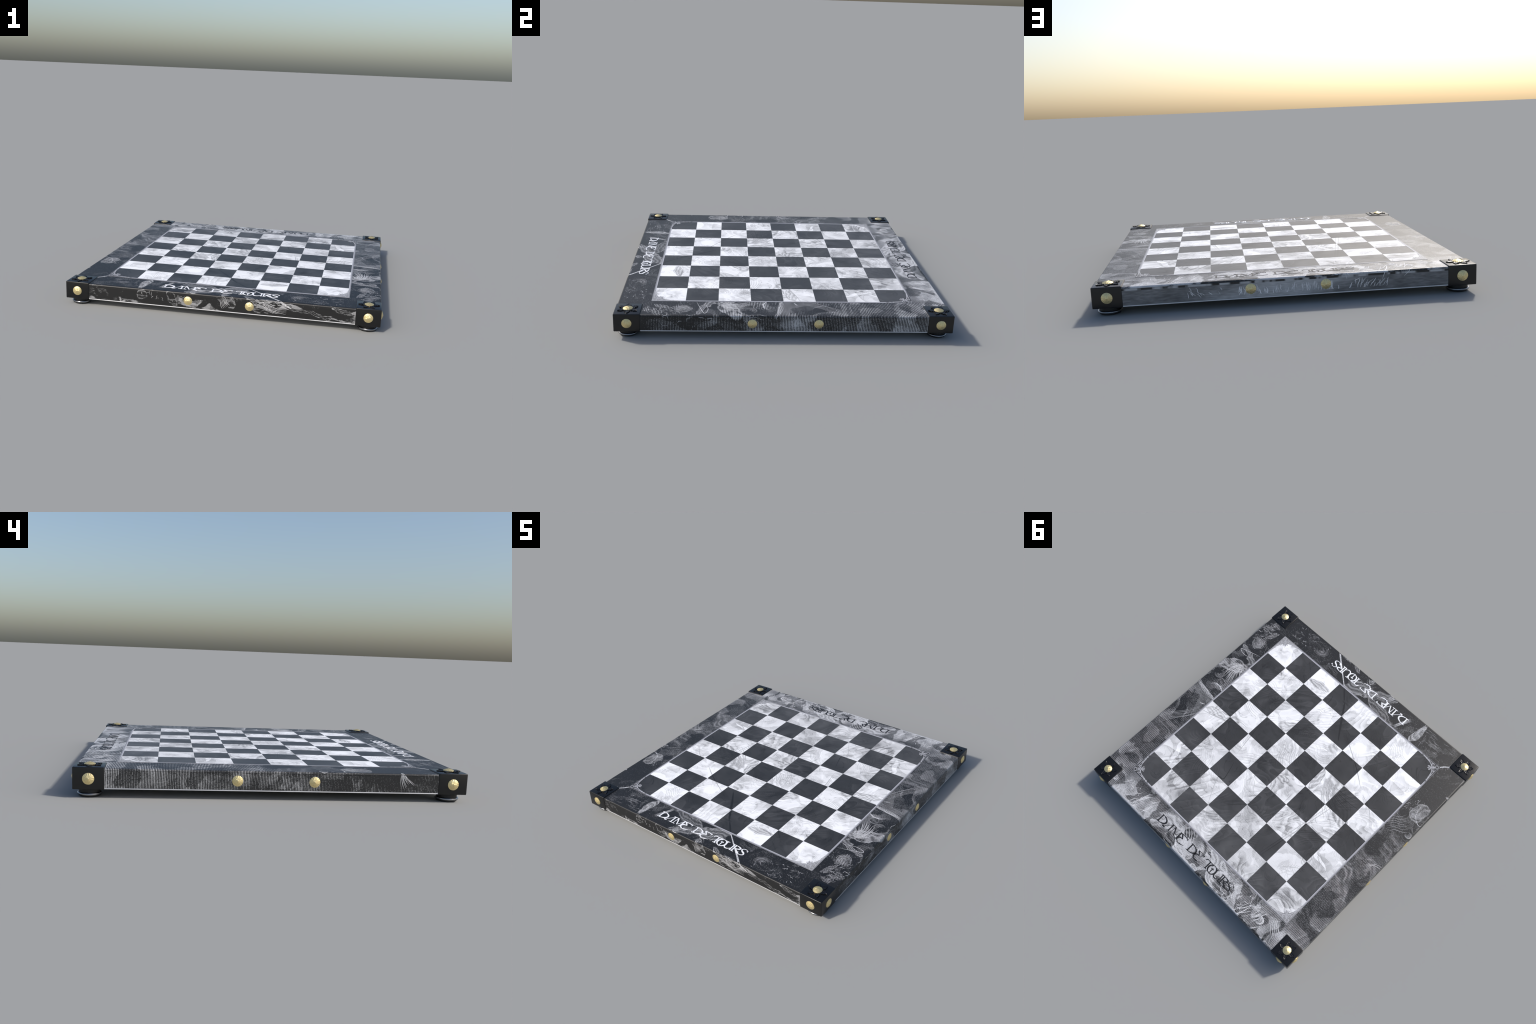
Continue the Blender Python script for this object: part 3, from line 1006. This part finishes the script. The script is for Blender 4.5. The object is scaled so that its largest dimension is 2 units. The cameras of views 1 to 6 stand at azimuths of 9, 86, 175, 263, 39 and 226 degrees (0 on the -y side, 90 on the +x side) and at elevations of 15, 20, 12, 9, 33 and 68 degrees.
# ------------------------------------------------------------------ rosette petal
def petal_mesh():
    """thick lobed leaf, outline widths along its length, ridged in the middle"""
    outline = [(0.022, .0080), (0.028, .0085), (0.032, .0125), (0.0345, .0150), (0.037, .0110), (0.040, .0080), (0.0435, .0105),
               (0.0465, .0128), (0.049, .0100), (0.052, .0068), (0.057, .0055), (0.061, .0030), (0.0645, .0006)]
    base, top = 0.0, 0.0044
    vs, fs = [], []
    M = 9
    for i, (r, w) in enumerate(outline):
        for k in range(M):
            s = 2 * k / (M - 1) - 1
            ridge = math.exp(-(s / .18) ** 2) * .0014
            rimh = math.exp(-((abs(s) - .86) / .16) ** 2) * .0012
            dish = top - .0012 * (1 - abs(s) ** 2) + ridge + rimh
            dish += .0007 * math.sin(i * 2.4 + k * 1.9)
            vs.append((r, s * w * 1.15, dish))
    n = len(outline)
    for i in range(n - 1):
        for k in range(M - 1):
            a = i * M + k
            fs.append((a, a + M, a + M + 1, a + 1))
    # skirt
    edge = [i * M for i in range(n)] + [(n - 1) * M + k for k in range(1, M)] + [i * M + M - 1 for i in range(n - 2, -1, -1)]
    low = []
    for e in edge:
        low.append(len(vs))
        vs.append((vs[e][0], vs[e][1], base - .001))
    for j in range(len(edge) - 1):
        fs.append((edge[j], low[j], low[j + 1], edge[j + 1]))
    me = mesh_from('petal', vs, fs, mat_petal)
    bm = bmesh.new(); bm.from_mesh(me)
    bmesh.ops.recalc_face_normals(bm, faces=bm.faces)
    up = sum(f.normal.z for f in bm.faces)
    if up < 0:
        for f in bm.faces:
            f.normal_flip()
    bm.to_mesh(me); bm.free()
    smooth_by_angle(me, 50)
    return me


petal_me = petal_mesh()


def lathe(name, prof, mat, N=64):
    vs, fs = [], []
    for r, zz in prof:
        for k in range(N):
            a = 2 * math.pi * k / N
            vs.append((r * math.cos(a), r * math.sin(a), zz))
    for i in range(len(prof) - 1):
        for k in range(N):
            k2 = (k + 1) % N
            fs.append((i * N + k, i * N + k2, (i + 1) * N + k2, (i + 1) * N + k))
    fs.append(tuple(reversed(range(N))))
    fs.append(tuple(range((len(prof) - 1) * N, len(prof) * N)))
    me = mesh_from(name, vs, fs, mat)
    bm = bmesh.new(); bm.from_mesh(me)
    bmesh.ops.recalc_face_normals(bm, faces=bm.faces)
    bm.to_mesh(me); bm.free()
    smooth_by_angle(me, 40)
    return me


# ------------------------------------------------------------------ corner blocks
block_me = box_mesh('corner_block', BLOCK_HALF, BLOCK_HALF, BLOCK_BOTTOM, BLOCK_TOP, mat_block, 0.0042, 4)
neck_me = lathe('foot_neck', [(.053, .0080), (.053, .0410)], mat_rubber)
pad_me = lathe('foot_pad', [(.0510, 0.0), (.0540, .0020), (.0545, .0085)], mat_rubber)
RING, TUBE, RING_Z = 0.0548, 0.0066, 0.0132
ring_vs, ring_fs = [], []
for i in range(72):
    a = 2 * math.pi * i / 72
    for k in range(14):
        c = 2 * math.pi * k / 14
        r = RING + TUBE * math.cos(c)
        ring_vs.append((r * math.cos(a), r * math.sin(a), RING_Z + TUBE * math.sin(c)))
for i in range(72):
    for k in range(14):
        ring_fs.append((i * 14 + k, ((i + 1) % 72) * 14 + k, ((i + 1) % 72) * 14 + (k + 1) % 14, i * 14 + (k + 1) % 14))
ring_me = mesh_from('foot_ring', ring_vs, ring_fs, mat_chrome, True)

for sx, sy in ((1, 1), (-1, 1), (-1, -1), (1, -1)):
    block = add('corner_block', block_me, root, (sx * BLOCK_CENTRE, sy * BLOCK_CENTRE, 0))
    # studs on the two outer faces
    for dx, dy in ((sx, 0), (0, sy)):
        axis = Vector((dx, dy, 0))
        rot = Vector((0, 0, 1)).rotation_difference(axis).to_matrix().to_4x4()
        add('stud', stud_me, block, matrix=Matrix.Translation(axis * BLOCK_HALF + Vector((0, 0, 0.0938))) @ rot)
    # rosette of six petals under a stud on the top face
    first = 0 if sx * sy < 0 else 30
    for k in range(6):
        add('petal', petal_me, block, matrix=Matrix.Translation((0, 0, BLOCK_TOP)) @ Matrix.Rotation(math.radians(first + 60 * k), 4, 'Z'))
    add('stud', stud_me, block, matrix=Matrix.Translation((0, 0, BLOCK_TOP + 0.0034)) @ Matrix.Rotation(math.radians(first + 13), 4, 'Z'))
    foot = add('foot', neck_me, root, (sx * BLOCK_CENTRE, sy * BLOCK_CENTRE, 0))
    add('foot_ring', ring_me, foot)
    add('foot_pad', pad_me, foot)
